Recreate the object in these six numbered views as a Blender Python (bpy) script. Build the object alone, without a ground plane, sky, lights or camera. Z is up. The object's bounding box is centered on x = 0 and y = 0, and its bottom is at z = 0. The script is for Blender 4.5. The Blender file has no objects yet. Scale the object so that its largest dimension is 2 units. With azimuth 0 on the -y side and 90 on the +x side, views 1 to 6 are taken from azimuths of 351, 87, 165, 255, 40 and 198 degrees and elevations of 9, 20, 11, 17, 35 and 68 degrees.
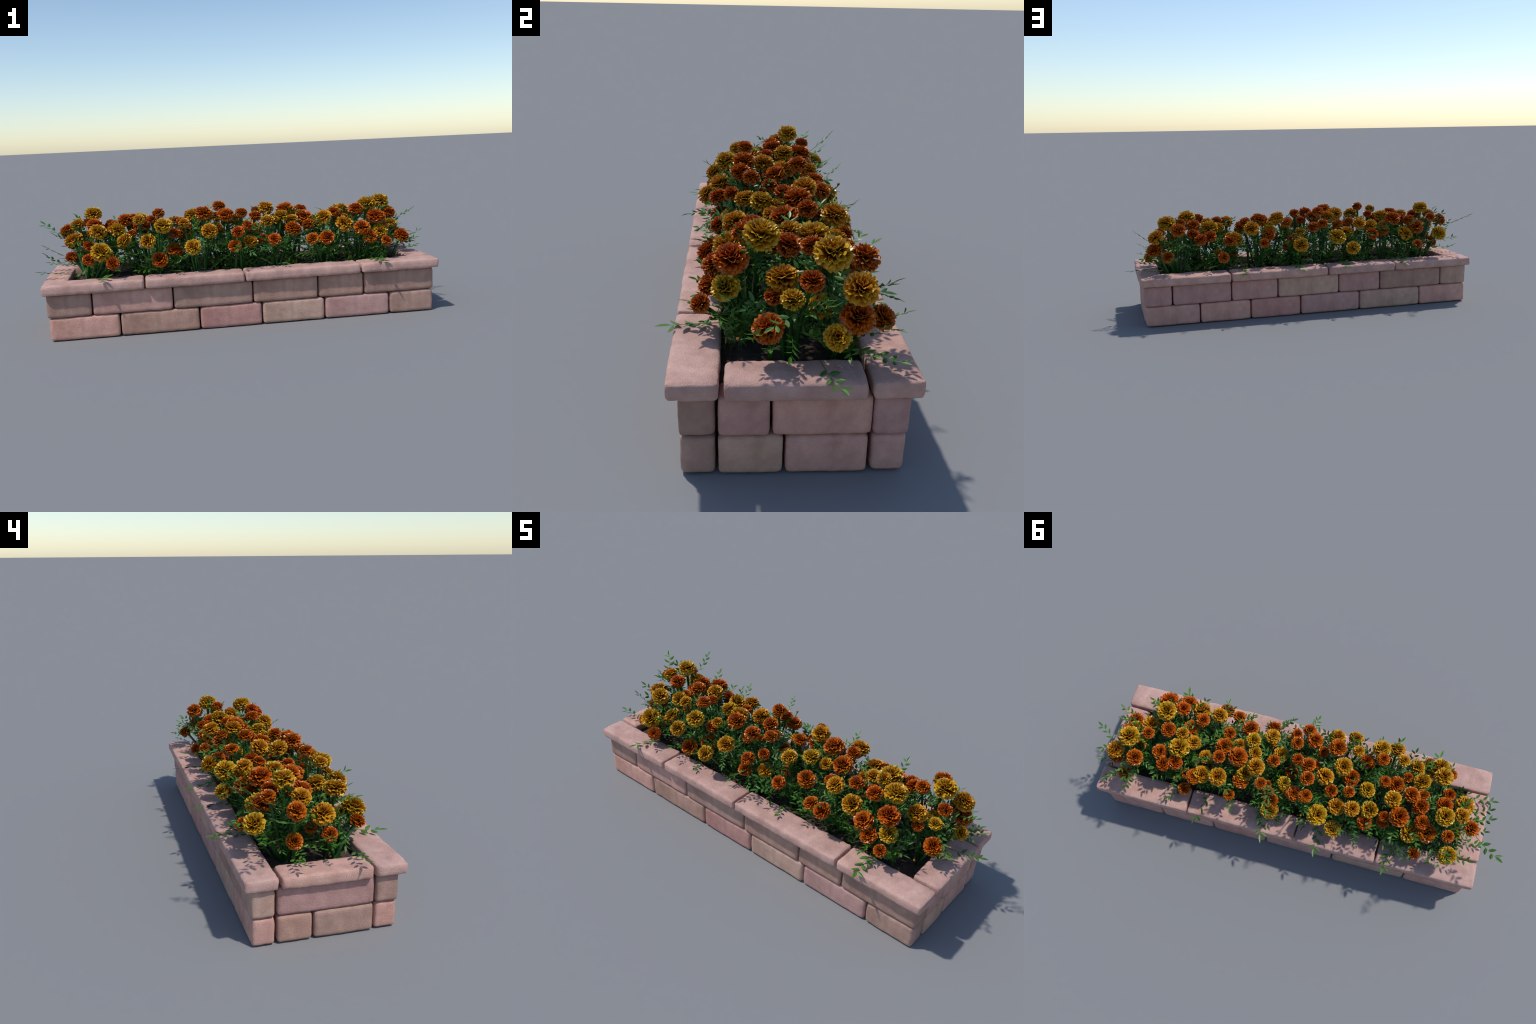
"""Raised stone flower bed: two courses of tumbled sandstone blocks with
overhanging coping stones, dark soil and a dense planting of marigolds."""
import bpy, math, random
from mathutils import Vector, Matrix, noise

rng = random.Random(20)

# ------------------------------------------------------------------ helpers
def link(obj, parent=None):
    bpy.context.scene.collection.objects.link(obj)
    if parent is not None:
        obj.parent = parent
    return obj

def mesh_from(name, verts, faces, smooth=True, mats=()):
    me = bpy.data.meshes.new(name)
    me.from_pydata([tuple(v) for v in verts], [], faces)
    me.validate()
    if smooth:
        me.polygons.foreach_set("use_smooth", [True] * len(me.polygons))
    for m in mats:
        me.materials.append(m)
    me.update()
    return me

class Nodes:
    """Small wrapper to keep node trees readable."""
    def __init__(self, name):
        self.mat = bpy.data.materials.new(name)
        self.mat.use_nodes = True
        self.t = self.mat.node_tree
        self.bsdf = self.t.nodes["Principled BSDF"]
        self.out = self.t.nodes["Material Output"]
    def n(self, kind, **kw):
        nd = self.t.nodes.new(kind)
        for k, v in kw.items():
            setattr(nd, k, v)
        return nd
    def l(self, a, b):
        self.t.links.new(a, b)
    def coords(self, scale=(1, 1, 1)):
        tc = self.n("ShaderNodeTexCoord")
        mp = self.n("ShaderNodeMapping")
        mp.inputs["Scale"].default_value = scale
        self.l(tc.outputs["Object"], mp.inputs["Vector"])
        return mp.outputs["Vector"]
    def noise(self, vec, scale, detail=4, rough=0.55):
        nd = self.n("ShaderNodeTexNoise")
        nd.inputs["Scale"].default_value = scale
        nd.inputs["Detail"].default_value = detail
        nd.inputs["Roughness"].default_value = rough
        self.l(vec, nd.inputs["Vector"])
        return nd.outputs["Fac"]
    def ramp(self, fac, stops):
        nd = self.n("ShaderNodeValToRGB")
        els = nd.color_ramp.elements
        while len(els) < len(stops):
            els.new(0.5)
        for e, (p, c) in zip(els, stops):
            e.position = p
            e.color = (*c, 1)
        self.l(fac, nd.inputs["Fac"])
        return nd.outputs["Color"]
    def mix(self, fac, a, b, mode="MIX"):
        nd = self.n("ShaderNodeMix", data_type="RGBA", blend_type=mode)
        for sock, val in ((nd.inputs[0], fac), (nd.inputs[6], a), (nd.inputs[7], b)):
            if isinstance(val, bpy.types.NodeSocket):
                self.l(val, sock)
            elif isinstance(val, (int, float)):
                sock.default_value = val
            else:
                sock.default_value = (*val, 1)
        return nd.outputs[2]
    def math(self, op, a, b=0.0):
        nd = self.n("ShaderNodeMath", operation=op)
        for sock, val in ((nd.inputs[0], a), (nd.inputs[1], b)):
            if isinstance(val, bpy.types.NodeSocket):
                self.l(val, sock)
            else:
                sock.default_value = val
        return nd.outputs[0]

# ---------------------------------------------------------------- materials
def stone_material(name, light, dark, bump=0.6):
    s = Nodes(name)
    band = s.noise(s.coords((7, 7, 1.2)), 1.6, 3)          # soft upright streaks
    blot = s.noise(s.coords(), 26, 5)
    grain = s.noise(s.coords(), 420, 3, 0.7)
    pits = s.noise(s.coords(), 240, 4, 0.65)
    base = s.ramp(band, [(0.34, dark), (0.68, light)])
    rnd = s.n("ShaderNodeObjectInfo").outputs["Random"]
    tone = s.ramp(rnd, [(0.0, (0.93, 0.91, 0.92)), (0.5, (1, 1, 1)), (1.0, (1.06, 1.0, 0.96))])
    col = s.mix(1.0, base, tone, "MULTIPLY")
    col = s.mix(0.42, col, s.ramp(blot, [(0.3, (0.62, 0.60, 0.58)), (0.68, (1.18, 1.17, 1.16))]), "MULTIPLY")
    col = s.mix(0.30, col, s.ramp(grain, [(0.3, (0.70, 0.68, 0.68)), (0.65, (1.15, 1.15, 1.15))]), "MULTIPLY")
    s.l(col, s.bsdf.inputs["Base Color"])
    s.bsdf.inputs["Roughness"].default_value = 0.85
    s.bsdf.inputs["Specular IOR Level"].default_value = 0.25
    h = s.math("ADD", s.math("MULTIPLY", grain, 0.6), pits)
    bp = s.n("ShaderNodeBump")
    bp.inputs["Strength"].default_value = bump
    bp.inputs["Distance"].default_value = 0.005
    s.l(h, bp.inputs["Height"])
    s.l(bp.outputs["Normal"], s.bsdf.inputs["Normal"])
    return s.mat

STONE = {
    "pink":  stone_material("pink_sandstone",  (0.65, 0.385, 0.322), (0.55, 0.305, 0.255)),
    "rose":  stone_material("rose_sandstone",  (0.58, 0.315, 0.272), (0.49, 0.250, 0.217)),
    "mauve": stone_material("mauve_sandstone", (0.57, 0.338, 0.300), (0.485, 0.272, 0.242)),
    "brown": stone_material("brown_sandstone", (0.50, 0.315, 0.252), (0.39, 0.235, 0.187)),
    "tan":   stone_material("tan_sandstone",   (0.61, 0.402, 0.316), (0.49, 0.310, 0.238)),
    "cap":   stone_material("coping_sandstone", (0.66, 0.420, 0.360), (0.575, 0.345, 0.293), 0.8),
}

def petal_material(name, tip, mid, base):
    s = Nodes(name)
    tc = s.n("ShaderNodeTexCoord")
    mp = s.n("ShaderNodeMapping")
    mp.inputs["Scale"].default_value = (1, 1, 1.22)
    s.l(tc.outputs["Object"], mp.inputs["Vector"])
    ln = s.n("ShaderNodeVectorMath", operation="LENGTH")
    s.l(mp.outputs["Vector"], ln.inputs[0])
    streak = s.noise(s.coords((1, 1, 1)), 6.0, 4, 0.6)
    f = s.math("ADD", ln.outputs["Value"], s.math("MULTIPLY", s.math("SUBTRACT", streak, 0.5), 0.75))
    col = s.ramp(f, [(0.50, base), (0.78, mid), (0.98, tip)])
    rnd = s.n("ShaderNodeObjectInfo").outputs["Random"]
    tone = s.ramp(rnd, [(0.0, (1.03, 0.88, 0.85)), (0.5, (1, 1, 1)), (1.0, (1.0, 1.10, 1.0))])
    col = s.mix(1.0, col, tone, "MULTIPLY")
    s.l(col, s.bsdf.inputs["Base Color"])
    s.bsdf.inputs["Roughness"].default_value = 0.30
    s.bsdf.inputs["Specular IOR Level"].default_value = 0.42
    tr = s.n("ShaderNodeBsdfTranslucent")
    s.l(col, tr.inputs["Color"])
    mx = s.n("ShaderNodeMixShader")
    mx.inputs[0].default_value = 0.12
    s.l(s.bsdf.outputs[0], mx.inputs[1])
    s.l(tr.outputs[0], mx.inputs[2])
    s.l(mx.outputs[0], s.out.inputs["Surface"])
    return s.mat

YELLOW = petal_material("golden_petal", (0.66, 0.375, 0.020), (0.53, 0.220, 0.007), (0.23, 0.048, 0.002))
ORANGE = petal_material("orange_petal", (0.60, 0.155, 0.006), (0.43, 0.068, 0.0035), (0.17, 0.016, 0.001))

def green_material(name, a, b, rough, trans):
    s = Nodes(name)
    f = s.noise(s.coords(), 30, 3)
    col = s.ramp(f, [(0.35, a), (0.65, b)])
    rnd = s.n("ShaderNodeObjectInfo").outputs["Random"]
    tone = s.ramp(rnd, [(0.0, (0.75, 0.80, 0.85)), (1.0, (1.25, 1.15, 1.0))])
    col = s.mix(1.0, col, tone, "MULTIPLY")
    s.l(col, s.bsdf.inputs["Base Color"])
    s.bsdf.inputs["Roughness"].default_value = rough
    if trans:
        tr = s.n("ShaderNodeBsdfTranslucent")
        s.l(s.mix(1.0, col, (1.3, 1.5, 0.6), "MULTIPLY"), tr.inputs["Color"])
        mx = s.n("ShaderNodeMixShader")
        mx.inputs[0].default_value = trans
        s.l(s.bsdf.outputs[0], mx.inputs[1])
        s.l(tr.outputs[0], mx.inputs[2])
        s.l(mx.outputs[0], s.out.inputs["Surface"])
    return s.mat

LEAF = green_material("leaf_green", (0.052, 0.155, 0.018), (0.092, 0.235, 0.032), 0.42, 0.28)
STEM = green_material("stem_green", (0.010, 0.062, 0.009), (0.020, 0.092, 0.013), 0.32, 0.0)

def soil_material():
    s = Nodes("dark_soil")
    f = s.noise(s.coords(), 40, 6, 0.65)
    g = s.noise(s.coords(), 300, 3, 0.7)
    col = s.ramp(f, [(0.3, (0.030, 0.020, 0.015)), (0.7, (0.115, 0.075, 0.052))])
    s.l(col, s.bsdf.inputs["Base Color"])
    s.bsdf.inputs["Roughness"].default_value = 0.95
    bp = s.n("ShaderNodeBump")
    bp.inputs["Strength"].default_value = 0.7
    bp.inputs["Distance"].default_value = 0.006
    s.l(s.math("ADD", f, g), bp.inputs["Height"])
    s.l(bp.outputs["Normal"], s.bsdf.inputs["Normal"])
    return s.mat

SOIL = soil_material()

# --------------------------------------------------------------- top object
bed = bpy.data.objects.new("flower_bed", None)
bed.empty_display_size = 0.2
bed["label"] = "raised pink stone flower bed full of orange and yellow marigolds"
bed["category"] = "flower bed"
link(bed)

# ------------------------------------------------------------------- stones
def worn_block(size, radius, wear, seed, step=0.009):
    """Box of the given size whose edges are rounded, slightly pillowed and
    worn by noise; returned centred on its own origin."""
    half = [s / 2 for s in size]
    cnt = [max(3, int(round(s / step))) for s in size]
    index, verts, faces = {}, [], []
    off = Vector((seed * 3.17, seed * 1.71, seed * 0.93))
    def vert(i, j, k):
        key = (i, j, k)
        if key in index:
            return index[key]
        p = Vector(-h + 2 * h * a / c for h, a, c in zip(half, key, cnt))
        # pull grid lines toward the edges so that the rounding is sampled well
        q = Vector(math.copysign(h * (1 - max(0.0, 1 - abs(x) / h) ** 1.35), x) if x else 0.0 for x, h in zip(p, half))
        core = Vector(max(-(h - radius), min(h - radius, x)) for x, h in zip(q, half))
        d = q - core
        if d.length > 1e-9:
            d.normalize()
        p = core + d * radius
        u = [abs(x) / h for x, h in zip(p, half)]
        # pillow: faces swell a little toward their middle
        for a in range(3):
            if u[a] > 0.9:
                b, c = [x for x in range(3) if x != a]
                p[a] -= math.copysign(0.0022 * (u[b] ** 4 + u[c] ** 4) * 0.5, p[a])
        n1 = noise.noise(p * 14 + off)
        n2 = noise.noise(p * 55 + off * 2)
        n3 = noise.noise(p * 120 + off * 3)
        edge = min(1.0, max(0.0, sorted(u)[1] * 3 - 1.9))
        p += d * (wear * (0.55 * n1 + (0.35 + 0.9 * edge) * n2 * 0.55 + 0.22 * n3))
        index[key] = len(verts)
        verts.append(p)
        return index[key]
    nx, ny, nz = cnt
    for i in range(nx):
        for j in range(ny):
            for k, flip in ((0, True), (nz, False)):
                f = [vert(i, j, k), vert(i + 1, j, k), vert(i + 1, j + 1, k), vert(i, j + 1, k)]
                faces.append(f[::-1] if flip else f)
    for i in range(nx):
        for k in range(nz):
            for j, flip in ((0, False), (ny, True)):
                f = [vert(i, j, k), vert(i + 1, j, k), vert(i + 1, j, k + 1), vert(i, j, k + 1)]
                faces.append(f[::-1] if flip else f)
    for j in range(ny):
        for k in range(nz):
            for i, flip in ((0, True), (nx, False)):
                f = [vert(i, j, k), vert(i, j + 1, k), vert(i, j + 1, k + 1), vert(i, j, k + 1)]
                faces.append(f[::-1] if flip else f)
    return verts, faces

stone_count = 0
def add_stone(kind, lo, hi, tint, radius=0.0120, wear=0.0024):
    global stone_count
    stone_count += 1
    size = [b - a for a, b in zip(lo, hi)]
    v, f = worn_block(size, radius, wear, stone_count)
    ob = bpy.data.objects.new(kind, mesh_from(kind, v, f, mats=[STONE[tint]]))
    ob.location = [(a + b) / 2 for a, b in zip(lo, hi)]
    return link(ob, bed)

GAP = 0.0028          # half of an open joint
LOW, HIGH = (0.0, 0.1055), (0.1065, 0.2150)
X_OUT, Y_IN, Y_OUT = 0.915, 0.187, 0.272

def wall_row(joints, tints, y, z, kind="brick", **kw):
    for a, b, t in zip(joints[:-1], joints[1:], tints):
        add_stone(kind, (a + GAP, y[0], z[0]), (b - GAP, y[1], z[1]), t, **kw)

def wall_column(joints, tints, x, z, kind="brick", **kw):
    for a, b, t in zip(joints[:-1], joints[1:], tints):
        add_stone(kind, (x[0], a + GAP, z[0]), (x[1], b - GAP, z[1]), t, **kw)

front, back = (-Y_OUT, -Y_IN), (Y_IN, Y_OUT)
front_hi, back_hi = (-Y_OUT - 0.003, -Y_IN), (Y_IN, Y_OUT + 0.003)
wall_row([-0.920, -0.602, -0.237, 0.059, 0.362, 0.684, 0.908],
         ["pink", "brown", "rose", "tan", "mauve", "brown"], front, LOW)
wall_row([-0.926, -0.723, -0.356, 0.017, 0.331, 0.556, 0.910],
         ["brown", "pink", "brown", "brown", "brown", "brown"], front_hi, HIGH)
wall_row([-0.926, -0.638, -0.273, 0.070, 0.349, 0.622, 0.908],
         ["pink", "tan", "mauve", "rose", "pink", "pink"], back, LOW)
wall_row([-0.928, -0.766, -0.393, -0.149, 0.198, 0.453, 0.766, 0.914],
         ["tan", "brown", "mauve", "tan", "mauve", "mauve", "mauve"], back_hi, HIGH)
east, west = (0.828, 0.909), (-0.923, -0.842)
wall_column([-0.184, -0.023, 0.182], ["tan", "pink"], east, LOW)
wall_column([-0.184, -0.055, 0.188], ["mauve", "pink"], east, HIGH)
wall_column([-0.184, 0.047, 0.182], ["brown", "brown"], west, LOW)
wall_column([-0.184, 0.182], ["mauve"], west, HIGH)

CAP = (0.2135, 0.2615)
coping = dict(kind="coping_stone", radius=0.012, wear=0.0042)
wall_row([-0.943, -0.4807, -0.0192, 0.5386, 0.930], ["cap"] * 4, (-0.302, -0.177), CAP, **coping)
wall_row([-0.943, -0.476, -0.0823, 0.456, 0.930], ["cap"] * 4, (0.177, 0.301), CAP, **coping)
wall_column([-0.169, 0.169], ["cap"], (0.812, 0.931), CAP, **coping)
wall_column([-0.171, 0.171], ["cap"], (-0.943, -0.830), CAP, **coping)

# --------------------------------------------------------------------- soil
def build_soil():
    nx, ny = 150, 34
    x0, x1, y0, y1 = -0.838, 0.832, -0.190, 0.190
    verts, faces = [], []
    for j in range(ny + 1):
        for i in range(nx + 1):
            p = Vector((x0 + (x1 - x0) * i / nx, y0 + (y1 - y0) * j / ny, 0))
            z = 0.216 + 0.008 * noise.noise(p * 9) + 0.005 * noise.noise(p * 40) + 0.0025 * noise.noise(p * 110)
            verts.append((p.x, p.y, z))
    row = nx + 1
    for j in range(ny):
        for i in range(nx):
            a = j * row + i
            faces.append((a, a + 1, a + row + 1, a + row))
    # skirt and underside so that the earth is a solid bed
    rim = ([i for i in range(row)] + [j * row + nx for j in range(1, ny + 1)]
           + [ny * row + i for i in range(nx - 1, -1, -1)] + [j * row for j in range(ny - 1, 0, -1)])
    low = []
    for r in rim:
        low.append(len(verts))
        verts.append((verts[r][0], verts[r][1], 0.004))
    n = len(rim)
    for k in range(n):
        faces.append((rim[(k + 1) % n], rim[k], low[k], low[(k + 1) % n]))
    faces.append(tuple(low[::-1]))
    link(bpy.data.objects.new("soil", mesh_from("soil", verts, faces, mats=[SOIL])), bed)

build_soil()

# ------------------------------------------------------------- flower heads
def bez(p0, p1, p2, t):
    return p0 * (1 - t) ** 2 + p1 * 2 * t * (1 - t) + p2 * t * t

# rings of petals of a pompon marigold of unit radius: tip (out, up), bow of
# the midline, number of petals, half width at the tip
PETAL_RINGS = [
    ((0.52, -0.66), (0.62, -0.28), 8, 0.30),
    ((0.80, -0.46), (0.66, -0.06), 11, 0.30),
    ((0.95, -0.18), (0.62, 0.10), 13, 0.30),
    ((1.00, 0.12), (0.55, 0.20), 13, 0.30),
    ((0.90, 0.40), (0.43, 0.28), 12, 0.28),
    ((0.70, 0.60), (0.30, 0.32), 10, 0.26),
    ((0.46, 0.72), (0.18, 0.34), 7, 0.23),
    ((0.22, 0.72), (0.09, 0.32), 4, 0.18),
]

def flower_mesh(seed):
    r = random.Random(seed)
    verts, faces = [], []
    NU, NV = 8, 4                      # across, along
    for k, (tip, bow, count, width) in enumerate(PETAL_RINGS):
        phase = r.uniform(0, 6.28)
        for m in range(count):
            ang = phase + 2 * math.pi * (m + r.uniform(-0.42, 0.42)) / count
            ca, sa = math.cos(ang), math.sin(ang)
            lift = r.uniform(-0.11, 0.11)
            sc = r.uniform(0.95, 1.03)
            p0 = Vector((0.05, 0, -0.30 if k > 1 else -0.50))
            p1 = Vector((bow[0], 0, bow[1] + lift))
            p2 = Vector((tip[0] * sc, 0, tip[1] * sc + lift * 0.6))
            w = width * r.uniform(0.85, 1.2)
            lip_out = r.uniform(-0.07, 0.05)
            ruff = r.uniform(0.07, 0.15)
            wave = r.uniform(1.6, 4.2)
            sh = r.uniform(0, 6.28)
            twist = r.uniform(-0.42, 0.42)
            grid = []
            for a in range(NV + 1):
                t = 0.22 + 0.78 * a / NV
                row = []
                for b in range(NU + 1):
                    u = -1 + 2 * b / NU
                    tt = t * (1 - 0.14 * abs(u) ** 2.2 * (a / NV)) + (0.045 * math.cos(u * 6 + sh) + r.uniform(-0.018, 0.018) if a == NV else 0)
                    c = bez(p0, p1, p2, tt)
                    tan = (bez(p0, p1, p2, tt + 0.02) - bez(p0, p1, p2, tt - 0.02)).normalized()
                    nor = Vector((-tan.z, 0, tan.x))          # inward, upper side
                    half = w * (0.12 + 0.88 * (a / NV) ** 0.75) * (1 - 0.22 * max(0, a / NV - 0.75) * 4 * abs(u) ** 3)
                    bend = 0.16 * w * u * u / 0.3 + ruff * (a / NV) * math.sin(u * wave * 2 + sh) * (0.75 + 0.5 * math.cos(u * 3 + sh * 2)) + twist * u * w * (a / NV)
                    lip = lip_out * max(0.0, a / NV - 0.6) ** 2 / 0.16
                    p = c + nor * (bend * 0.6 + lip) + Vector((0, u * half, 0))
                    row.append(Vector((p.x * ca - p.y * sa, p.x * sa + p.y * ca, p.z)))
                grid.append(row)
            # give the petal a body: upper skin, lower skin and rim
            th = 0.0045
            base = len(verts)
            W = NU + 1
            cnt = (NV + 1) * W
            top, bot = [], []
            for a in range(NV + 1):
                for b in range(W):
                    a2, a1 = min(a + 1, NV), max(a - 1, 0)
                    b2, b1 = min(b + 1, NU), max(b - 1, 0)
                    n = (grid[a2][b] - grid[a1][b]).cross(grid[a][b2] - grid[a][b1])
                    n = n.normalized() if n.length > 1e-9 else Vector((0, 0, 1))
                    top.append(grid[a][b] - n * th)
                    bot.append(grid[a][b] + n * th)
            verts += top + bot
            for a in range(NV):
                for b in range(NU):
                    q = base + a * W + b
                    faces.append((q, q + 1, q + W + 1, q + W))
                    faces.append((q + cnt, q + W + cnt, q + W + 1 + cnt, q + 1 + cnt))
            rim = [b for b in range(W)] + [a * W + NU for a in range(1, NV + 1)] + \
                  [NV * W + b for b in range(NU - 1, -1, -1)] + [a * W for a in range(NV - 1, 0, -1)]
            for x, y in zip(rim, rim[1:] + rim[:1]):
                faces.append((base + x, base + x + cnt, base + y + cnt, base + y))
    me = mesh_from("flower_head", verts, faces, mats=[YELLOW])
    me.set_sharp_from_angle(angle=math.radians(48))
    return me

HEADS = [flower_mesh(100 + i) for i in range(7)]

# --------------------------------------------------------- pinnate leaves
def leaflet(verts, faces, root, along, side, length, width, curl):
    """Pointed oval blade with a folded midrib and a little thickness."""
    up = along.cross(side).normalized()
    th = 0.0005
    stations = [(0.0, 0.14), (0.20, 0.82), (0.48, 1.0), (0.76, 0.62), (1.0, 0.03)]
    base = len(verts)
    for sgn in (1, -1):
        for t, wd in stations:
            c = root + along * (length * t) + up * (curl * length * t * t + sgn * th)
            for s in (-1, 0, 1):
                verts.append(c + side * (s * wd * width * 0.5) + up * (0.14 * width * abs(s) * wd))
    n = len(stations) * 3
    for a in range(len(stations) - 1):
        for b in range(2):
            q = base + a * 3 + b
            faces.append((q, q + 3, q + 4, q + 1))
            faces.append((q + n, q + 1 + n, q + 4 + n, q + 3 + n))
    e = len(stations) - 1
    rim = [0, 1, 2] + [a * 3 + 2 for a in range(1, e + 1)] + [e * 3 + 1] + [a * 3 for a in range(e, 0, -1)]
    for x, y in zip(rim, rim[1:] + rim[:1]):
        faces.append((base + x, base + x + n, base + y + n, base + y))

def leaf_data(seed, pairs, droop):
    """Unit-length pinnate leaf along +X, arching by `droop`."""
    r = random.Random(seed)
    verts, faces = [], []
    def spine(t):
        return Vector((t, 0.05 * math.sin(t * 2.5 + seed), droop * t * t))
    # stalk: thin tapering tube
    rings, segs = 9, 5
    for i in range(rings):
        t = i / (rings - 1)
        rad = 0.0085 * (1 - 0.7 * t)
        c = spine(t * 0.93)
        for s in range(segs):
            a = 2 * math.pi * s / segs
            verts.append(c + Vector((0, math.cos(a) * rad, math.sin(a) * rad)))
    for i in range(rings - 1):
        for s in range(segs):
            faces.append((i * segs + s, i * segs + (s + 1) % segs, (i + 1) * segs + (s + 1) % segs, (i + 1) * segs + s))
    for p in range(pairs):
        for sd in (-1, 1):
            t = 0.30 + 0.58 * (p + (0.45 if sd > 0 else 0.0)) / max(1, pairs - 0.5) + r.uniform(-0.01, 0.01)
            c = spine(t)
            fwd = (spine(t + 0.02) - spine(t)).normalized()
            ang = math.radians(r.uniform(42, 62))
            along = (fwd * math.cos(ang) + Vector((0, sd, 0)) * math.sin(ang) + Vector((0, 0, r.uniform(-0.15, 0.35)))).normalized()
            side = (Vector((0, 0, 1)) * r.uniform(-0.5, 0.5) + along.cross(Vector((0, 0, 1)))).normalized()
            side = (side - along * side.dot(along)).normalized()
            leaflet(verts, faces, c + along * 0.012, along, side, r.uniform(0.205, 0.265) * (1 - 0.12 * t), r.uniform(0.080, 0.100), r.uniform(-0.12, 0.12))
    fwd = (spine(0.95) - spine(0.9)).normalized()
    leaflet(verts, faces, spine(0.92), fwd, Vector((0, 1, 0)), 0.25, 0.088, 0.0)
    return verts, faces

LEAF_DATA = [leaf_data(7 + i, 3 + i % 2, d) for i, d in enumerate((-0.05, -0.18, 0.05, -0.28, -0.10, -0.38, 0.0, -0.22))]
LEAF_MESH = [mesh_from("leaf", v, f, smooth=False, mats=[LEAF]) for v, f in LEAF_DATA]
leaf_jobs = []          # (matrix, variant, length, plant)

def leaf_matrix(root, direction, length, roll):
    x = direction.normalized()
    z = Vector((0, 0, 1)) - x * x.z
    z = z.normalized() if z.length > 1e-4 else Vector((0, 1, 0))
    y = z.cross(x)
    m = Matrix((x, y, z)).transposed() @ Matrix.Rotation(roll, 3, "X")
    return Matrix.Translation(root) @ (m * length).to_4x4()

def queue_leaf(root, direction, length, plant, roll=None, variant=None, force=False):
    direction = direction.normalized()
    tip = root + direction * length
    if not force:
        if abs(tip.x) > 0.93 or abs(tip.y) > 0.325 or tip.z > 0.545:
            return
        if abs(tip.y) > 0.19 or abs(tip.x) > 0.83:
            if tip.z < 0.31 or rng.random() < 0.55:       # keep the coping mostly clear
                return
        elif abs(tip.x) > 0.72 and tip.z < 0.31:
            return                                        # bare earth at both ends
        elif tip.z < 0.235:
            direction.z += (0.245 - tip.z) / length
    leaf_jobs.append((leaf_matrix(root, direction, length, rng.uniform(-0.7, 0.7) if roll is None else roll),
                      rng.randrange(len(LEAF_DATA)) if variant is None else variant, length, plant))

# ------------------------------------------------------------------- plants
def stem_mesh(p0, p1, p2, r0, r1):
    rings, segs = 14, 8
    verts, faces = [], []
    for i in range(rings):
        t = i / (rings - 1)
        c = bez(p0, p1, p2, t)
        tan = (bez(p0, p1, p2, min(1, t + 0.02)) - bez(p0, p1, p2, max(0, t - 0.02))).normalized()
        ax = tan.cross(Vector((0.3, 1, 0.1))).normalized()
        ay = tan.cross(ax)
        rad = r0 + (r1 - r0) * t
        if t > 0.92:
            rad *= 1.25                       # green cup below the petals
        for s in range(segs):
            a = 2 * math.pi * s / segs
            ridge = 1 + 0.10 * math.cos(a * 4)
            verts.append(c + (ax * math.cos(a) + ay * math.sin(a)) * rad * ridge)
    for i in range(rings - 1):
        for s in range(segs):
            faces.append((i * segs + s, i * segs + (s + 1) % segs, (i + 1) * segs + (s + 1) % segs, (i + 1) * segs + s))
    faces.append(tuple(range(segs - 1, -1, -1)))
    faces.append(tuple((rings - 1) * segs + s for s in range(segs)))
    return mesh_from("stem", verts, faces, mats=[STEM])

def bud_mesh():
    verts, faces = [], []
    prof = [(0.0, 0.12), (0.12, 0.34), (0.40, 0.46), (0.66, 0.40), (0.70, 0.33), (0.88, 0.28), (1.0, 0.12), (1.04, 0.01)]
    segs = 10
    for z, rr in prof:
        for s in range(segs):
            a = 2 * math.pi * s / segs
            k = 1 + 0.09 * math.cos(a * 5)
            verts.append((rr * k * math.cos(a), rr * k * math.sin(a), z))
    for i in range(len(prof) - 1):
        for s in range(segs):
            faces.append((i * segs + s, i * segs + (s + 1) % segs, (i + 1) * segs + (s + 1) % segs, (i + 1) * segs + s))
    faces.append(tuple(range(segs - 1, -1, -1)))
    me = mesh_from("bud", verts, faces, mats=[STEM, ORANGE])
    for p in me.polygons:
        if sum(me.vertices[v].co.z for v in p.vertices) / len(p.vertices) > 0.68 and len(p.vertices) == 4:
            p.material_index = 1
    return me

BUD = bud_mesh()

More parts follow.
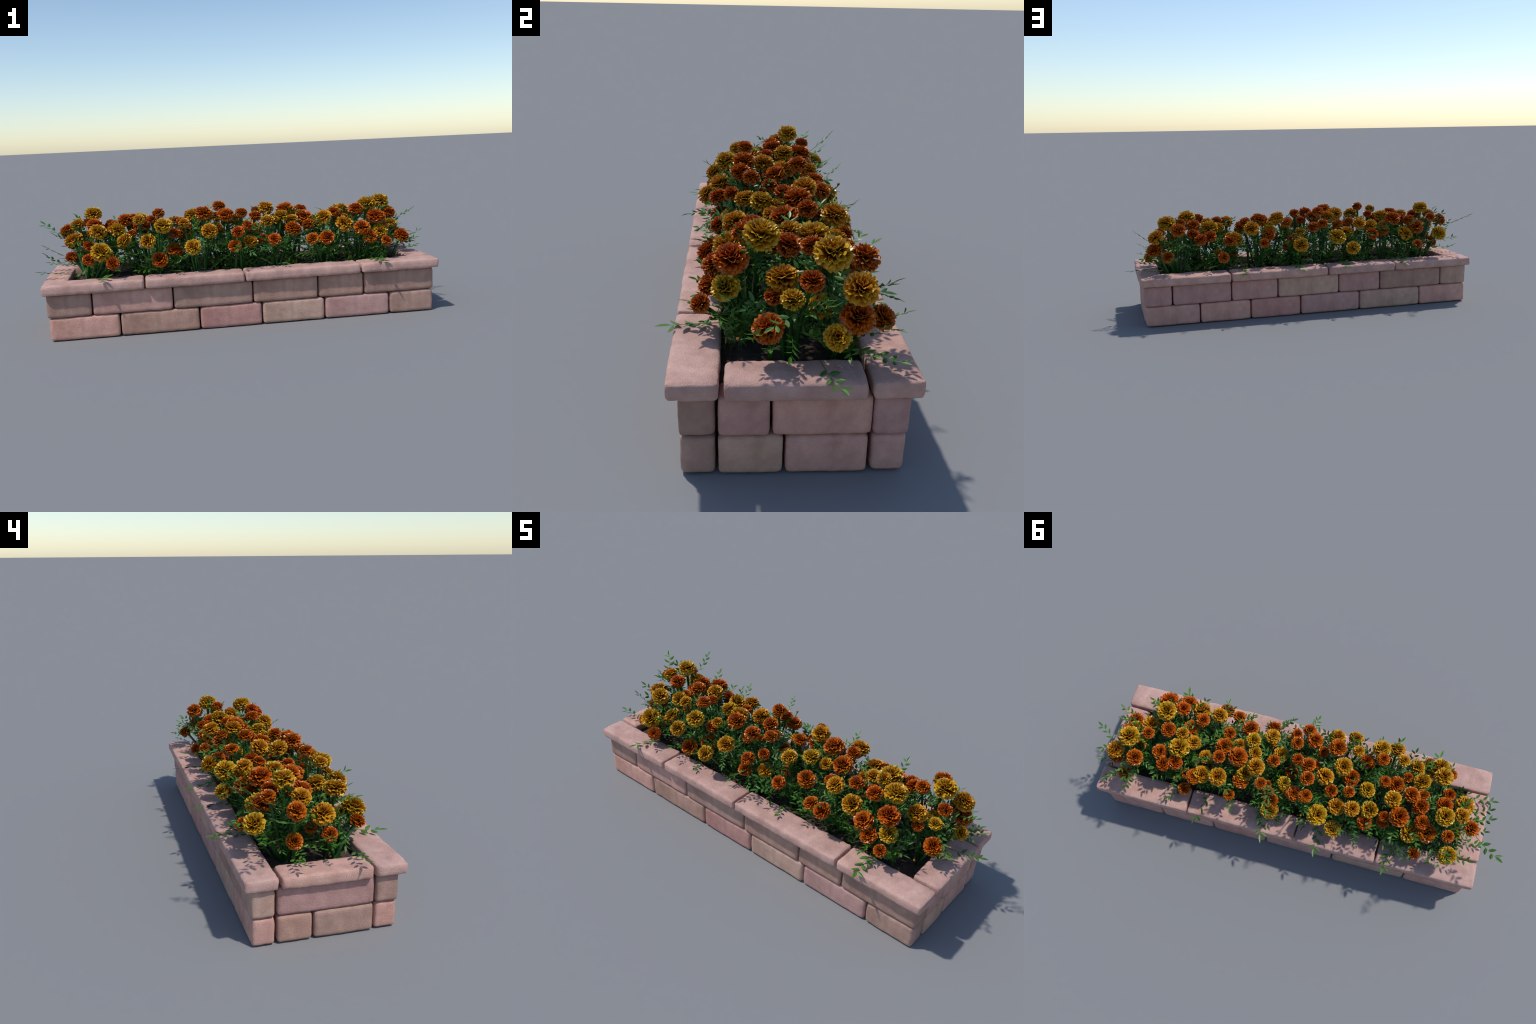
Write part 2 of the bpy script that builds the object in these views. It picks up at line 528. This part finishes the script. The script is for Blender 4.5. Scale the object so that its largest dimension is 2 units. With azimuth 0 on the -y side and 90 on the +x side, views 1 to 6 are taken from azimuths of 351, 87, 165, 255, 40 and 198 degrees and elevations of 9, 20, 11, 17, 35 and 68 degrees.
def add_plant(base, orange, yellow):
    """One marigold clump; every bloom is (x, y, z, radius)."""
    foot = Vector((base[0], base[1], 0.21))
    plant = bpy.data.objects.new("marigold_plant", None)
    plant.empty_display_size = 0.05
    plant.location = foot
    link(plant, bed)
    inv = Matrix.Translation(-foot)
    blooms = [(b, ORANGE) for b in orange] + [(b, YELLOW) for b in yellow]
    for (x, y, z, rad), mat in blooms:
        head = Vector((x, y, z))
        lean = Vector((x - foot.x, y - foot.y, 0))
        root = foot + Vector((rng.uniform(-0.028, 0.028), rng.uniform(-0.028, 0.028), -0.012)) + lean * 0.16
        axis = (Vector((0, 0, 1)) + lean / max(0.10, z - 0.21) * rng.uniform(0.75, 1.35) + Vector((rng.uniform(-0.14, 0.14), rng.uniform(-0.14, 0.14), 0))).normalized()
        neck = head - axis * rad * 0.52
        mid = root.lerp(neck, 0.55) + Vector((0, 0, 0.02)) + lean * rng.uniform(0.0, 0.22) - Vector((axis.x, axis.y, 0)) * 0.02
        r0 = rng.uniform(0.0060, 0.0080)
        st = bpy.data.objects.new("stem", stem_mesh(root - foot, mid - foot, neck - foot, r0, r0 * 0.72))
        link(st, plant)
        fh = bpy.data.objects.new("flower_head", HEADS[rng.randrange(len(HEADS))])
        fh.rotation_mode = "QUATERNION"
        fh.rotation_quaternion = axis.to_track_quat("Z", "Y") @ Matrix.Rotation(rng.uniform(0, 6.28), 3, "Z").to_quaternion()
        fh.location = head - axis * rad * 0.03 - foot
        fh.scale = (rad * 1.10, rad * 1.10, rad * rng.uniform(1.04, 1.18))
        link(fh, plant)
        fh.material_slots[0].link = "OBJECT"
        fh.material_slots[0].material = mat
        # leaves spring from the stem, mostly outward and up
        for _ in range(LEAVES_PER_STEM):
            t = rng.uniform(0.30, 0.86)
            p = bez(root, mid, neck, t)
            out = Vector((p.x - foot.x, (p.y - foot.y), 0))
            a = rng.uniform(0, 6.28)
            d = Vector((math.cos(a), math.sin(a), 0)) * 0.9 + out.normalized() * rng.uniform(0.1, 0.9) if out.length > 1e-5 else Vector((math.cos(a), math.sin(a), 0))
            d.z = rng.uniform(-0.2, 1.1)
            queue_leaf(p, d, rng.uniform(0.08, 0.13), plant)
    for _ in range(LOW_LEAVES):
        a = rng.uniform(0, 6.28)
        p = foot + Vector((math.cos(a), math.sin(a), 0)) * 0.02 + Vector((0, 0, rng.uniform(0.01, 0.05)))
        queue_leaf(p, Vector((math.cos(a), math.sin(a), rng.uniform(0.05, 0.7))), rng.uniform(0.08, 0.14), plant)
    # fine upright leaves crowd the gap between the clump and the wall
    side = math.copysign(1.0, base[1])
    for _ in range(WALL_LEAVES):
        p = Vector((base[0] + rng.uniform(-0.13, 0.13), side * rng.uniform(0.10, 0.155), rng.uniform(0.215, 0.25)))
        d = Vector((rng.uniform(-0.7, 0.7), side * rng.uniform(-0.35, 0.30), rng.uniform(0.35, 1.0)))
        if abs(p.x) < 0.74:
            queue_leaf(p, d, rng.uniform(0.07, 0.13), plant)
    return plant

WALL_LEAVES = 11
LEAVES_PER_STEM = 9
LOW_LEAVES = 0

add_plant(base=(-0.73, -0.085),
          orange=[(-0.820, -0.044, 0.349, 0.028), (-0.728, -0.189, 0.350, 0.029), (-0.619, -0.224, 0.332, 0.031), (-0.732, -0.066, 0.398, 0.028), (-0.761, 0.007, 0.355, 0.022)],
          yellow=[(-0.682, -0.116, 0.470, 0.041), (-0.593, -0.068, 0.464, 0.038), (-0.670, -0.195, 0.383, 0.045), (-0.805, -0.021, 0.423, 0.043), (-0.642, -0.148, 0.360, 0.023)])
add_plant(base=(-0.43, -0.095),
          orange=[(-0.428, -0.009, 0.501, 0.025), (-0.396, -0.096, 0.538, 0.028), (-0.328, -0.134, 0.362, 0.037), (-0.327, -0.113, 0.439, 0.030), (-0.481, -0.019, 0.472, 0.036), (-0.529, -0.080, 0.445, 0.023), (-0.405, -0.190, 0.330, 0.037)],
          yellow=[(-0.380, -0.170, 0.486, 0.040), (-0.454, -0.216, 0.423, 0.035), (-0.490, -0.124, 0.516, 0.027), (-0.563, -0.151, 0.423, 0.036)])
add_plant(base=(-0.22, -0.100),
          orange=[(-0.184, -0.103, 0.526, 0.039), (-0.122, -0.094, 0.458, 0.026), (-0.275, -0.014, 0.430, 0.038)],
          yellow=[(-0.231, -0.027, 0.509, 0.039), (-0.165, -0.190, 0.449, 0.037), (-0.279, -0.129, 0.489, 0.026), (-0.250, -0.239, 0.386, 0.035)])
add_plant(base=(-0.02, -0.105),
          orange=[(0.002, -0.081, 0.514, 0.028), (-0.074, -0.117, 0.512, 0.035), (-0.018, -0.017, 0.480, 0.027), (0.022, -0.149, 0.461, 0.025), (-0.030, -0.195, 0.437, 0.030), (-0.048, -0.191, 0.371, 0.031), (-0.104, -0.036, 0.430, 0.023)],
          yellow=[(0.034, -0.150, 0.382, 0.034)])
add_plant(base=(0.15, -0.090),
          orange=[(0.144, -0.190, 0.390, 0.030), (0.248, -0.132, 0.429, 0.039), (0.105, -0.087, 0.383, 0.025)],
          yellow=[(0.206, -0.054, 0.485, 0.034), (0.127, -0.103, 0.471, 0.034), (0.070, -0.043, 0.428, 0.035), (0.185, -0.004, 0.460, 0.031)])
add_plant(base=(0.42, -0.085),
          orange=[(0.465, -0.086, 0.492, 0.031), (0.395, -0.215, 0.386, 0.034), (0.328, -0.201, 0.382, 0.030), (0.335, -0.078, 0.439, 0.029)],
          yellow=[(0.400, -0.139, 0.477, 0.036), (0.499, -0.157, 0.439, 0.041)])
add_plant(base=(0.59, -0.100),
          orange=[(0.610, -0.001, 0.483, 0.035), (0.570, -0.113, 0.507, 0.033), (0.688, -0.228, 0.353, 0.025), (0.663, -0.150, 0.465, 0.043), (0.578, -0.190, 0.420, 0.038), (0.615, -0.202, 0.375, 0.034), (0.514, -0.050, 0.450, 0.038)],
          yellow=[(0.638, -0.075, 0.520, 0.044), (0.680, -0.164, 0.394, 0.036)])
add_plant(base=(0.74, -0.020),
          orange=[(0.826, -0.062, 0.350, 0.037), (0.801, 0.041, 0.460, 0.029), (0.740, -0.044, 0.395, 0.024)],
          yellow=[(0.793, -0.003, 0.409, 0.028), (0.716, -0.023, 0.433, 0.040)])
add_plant(base=(-0.70, 0.085),
          orange=[(-0.709, 0.026, 0.488, 0.036), (-0.749, 0.165, 0.488, 0.027), (-0.846, 0.090, 0.460, 0.034), (-0.801, 0.082, 0.328, 0.030), (-0.635, 0.235, 0.347, 0.027), (-0.662, 0.156, 0.433, 0.042), (-0.629, 0.127, 0.472, 0.032), (-0.613, -0.008, 0.460, 0.025), (-0.609, 0.054, 0.465, 0.037)],
          yellow=[(-0.714, 0.097, 0.536, 0.040), (-0.791, 0.055, 0.490, 0.034), (-0.774, 0.222, 0.400, 0.040)])
add_plant(base=(-0.50, 0.095),
          orange=[(-0.524, 0.133, 0.487, 0.042), (-0.557, 0.022, 0.503, 0.036), (-0.463, 0.150, 0.419, 0.029), (-0.460, 0.139, 0.456, 0.024)],
          yellow=[(-0.481, 0.064, 0.497, 0.038), (-0.391, 0.124, 0.449, 0.038), (-0.591, 0.166, 0.401, 0.042)])
add_plant(base=(-0.27, 0.100),
          orange=[(-0.282, 0.072, 0.472, 0.026), (-0.203, 0.086, 0.464, 0.029), (-0.384, 0.170, 0.410, 0.035)],
          yellow=[(-0.314, 0.146, 0.467, 0.034), (-0.250, 0.220, 0.344, 0.037), (-0.243, 0.138, 0.421, 0.038), (-0.360, 0.035, 0.460, 0.035)])
add_plant(base=(-0.09, 0.100),
          orange=[(-0.089, 0.085, 0.539, 0.031), (-0.097, 0.147, 0.481, 0.030), (-0.074, 0.007, 0.505, 0.033), (-0.043, 0.144, 0.463, 0.034)],
          yellow=[(-0.161, 0.039, 0.499, 0.039), (-0.167, 0.196, 0.409, 0.046)])
add_plant(base=(0.06, 0.085),
          orange=[(0.087, 0.023, 0.484, 0.029), (0.113, 0.148, 0.496, 0.027), (0.079, 0.149, 0.401, 0.027), (0.058, 0.182, 0.398, 0.034), (0.002, 0.021, 0.394, 0.030), (0.102, 0.097, 0.357, 0.021)],
          yellow=[(0.153, 0.085, 0.515, 0.038), (0.053, 0.222, 0.379, 0.041), (0.018, 0.093, 0.430, 0.029), (0.022, 0.110, 0.327, 0.030)])
add_plant(base=(0.28, 0.090),
          orange=[(0.335, 0.076, 0.499, 0.029), (0.248, 0.054, 0.504, 0.043), (0.254, 0.206, 0.397, 0.026), (0.332, 0.007, 0.468, 0.042), (0.214, 0.137, 0.435, 0.037)],
          yellow=[(0.315, 0.162, 0.474, 0.040), (0.267, -0.025, 0.462, 0.028), (0.203, 0.107, 0.455, 0.035)])
add_plant(base=(0.50, 0.085),
          orange=[(0.592, 0.152, 0.426, 0.033), (0.481, 0.213, 0.333, 0.030), (0.539, 0.131, 0.437, 0.035), (0.435, 0.170, 0.416, 0.035), (0.408, 0.084, 0.335, 0.027), (0.497, 0.142, 0.345, 0.024)],
          yellow=[(0.533, 0.070, 0.475, 0.047), (0.402, 0.152, 0.421, 0.039), (0.536, 0.005, 0.497, 0.030), (0.475, 0.026, 0.471, 0.033), (0.413, 0.061, 0.416, 0.032)])
add_plant(base=(0.72, 0.105),
          orange=[(0.713, 0.178, 0.487, 0.037), (0.687, 0.051, 0.508, 0.028), (0.777, 0.219, 0.355, 0.031), (0.622, 0.105, 0.448, 0.035), (0.837, 0.146, 0.383, 0.040)],
          yellow=[(0.764, 0.092, 0.516, 0.045), (0.828, 0.151, 0.452, 0.041), (0.862, 0.097, 0.344, 0.031), (0.755, 0.071, 0.375, 0.033)])
# long leaves that reach past the coping, given by root and tip
LONG_LEAVES = [
    ((0.84, 0.11, 0.41), (0.951, 0.053, 0.477)), ((0.84, 0.06, 0.27), (0.992, 0.112, 0.262)),
    ((-0.865, 0.10, 0.423), (-0.998, 0.222, 0.492)), ((-0.816, -0.130, 0.285), (-0.980, -0.137, 0.289)),
    ((-0.762, 0.196, 0.44), (-0.762, 0.313, 0.538)), ((-0.115, 0.17, 0.47), (-0.133, 0.252, 0.532)),
    ((-0.83, 0.02, 0.33), (-0.965, -0.01, 0.40)), ((-0.84, -0.03, 0.30), (-0.955, -0.07, 0.375)),
    ((-0.82, 0.10, 0.28), (-0.965, 0.09, 0.30)),
    ((0.82, 0.14, 0.30), (0.945, 0.185, 0.33)), ((0.80, 0.17, 0.28), (0.90, 0.27, 0.285)),
    ((0.24, 0.14, 0.42), (0.255, 0.25, 0.50)), ((0.50, 0.15, 0.40), (0.50, 0.27, 0.46)),
    ((-0.40, 0.15, 0.42), (-0.42, 0.26, 0.49)), ((-0.60, 0.14, 0.42), (-0.63, 0.26, 0.50)),
    ((0.62, -0.15, 0.27), (0.66, -0.345, 0.262)), ((0.16, -0.15, 0.27), (0.20, -0.27, 0.275)),
    ((-0.36, -0.15, 0.27), (-0.30, -0.27, 0.275)), ((-0.62, -0.15, 0.28), (-0.67, -0.34, 0.268)),
    ((0.36, 0.16, 0.28), (0.40, 0.348, 0.245)), ((-0.18, 0.16, 0.28), (-0.20, 0.348, 0.245)),
    ((0.10, 0.16, 0.28), (0.06, 0.348, 0.245)), ((-0.55, 0.16, 0.28), (-0.52, 0.348, 0.245)),
]
plants = [o for o in bed.children if o.name.startswith("marigold_plant")]
for a, b in LONG_LEAVES:
    a, b = Vector(a), Vector(b)
    host = min(plants, key=lambda o: (o.location - a).length)
    queue_leaf(a, b - a, (b - a).length * 0.87, host, roll=rng.uniform(-0.3, 0.3), variant=2, force=True)

# the longest leaves are objects of their own, the rest fills in as foliage
leaf_jobs.sort(key=lambda j: -j[2])
for m, v, ln, plant in leaf_jobs[:300]:
    lf = bpy.data.objects.new("leaf", LEAF_MESH[v])
    link(lf, plant)
    lf.matrix_basis = Matrix.Translation(-plant.location) @ m
rest = {}
for job in leaf_jobs[300:]:
    rest.setdefault(job[3].name, []).append(job)
for plant in plants:
    V, F = [], []
    for m, v, ln, _ in rest.get(plant.name, []):
        b = len(V)
        mm = Matrix.Translation(-plant.location) @ m
        V += [mm @ p for p in LEAF_DATA[v][0]]
        F += [tuple(i + b for i in f) for f in LEAF_DATA[v][1]]
    if V:
        fo = bpy.data.objects.new("foliage", mesh_from("foliage", V, F, smooth=False, mats=[LEAF]))
        fo["kind"] = "stuff"
        link(fo, plant)

# a few closed buds on thin stalks
for x, y, z in [(-0.10, 0.235, 0.46), (-0.66, -0.19, 0.40), (0.55, -0.06, 0.44), (0.60, -0.17, 0.43),
                (0.79, -0.13, 0.30), (-0.62, 0.10, 0.36), (0.52, 0.20, 0.42), (0.67, -0.20, 0.30)]:
    tip = Vector((x, y, z))
    plant = min(plants, key=lambda o: (o.location - tip).length)
    root = plant.location + Vector((0, 0, 0.05))
    up = (Vector((0, 0, 1)) + (tip - root).normalized()).normalized()
    st = bpy.data.objects.new("stem", stem_mesh(root - plant.location, root.lerp(tip, 0.5) + Vector((0, 0, 0.03)) - plant.location, tip - plant.location, 0.0028, 0.0018))
    link(st, plant)
    bd = bpy.data.objects.new("bud", BUD)
    bd.location = tip - plant.location
    bd.rotation_mode = "QUATERNION"
    bd.rotation_quaternion = up.to_track_quat("Z", "Y")
    bd.scale = (0.011, 0.011, 0.011)
    link(bd, plant)
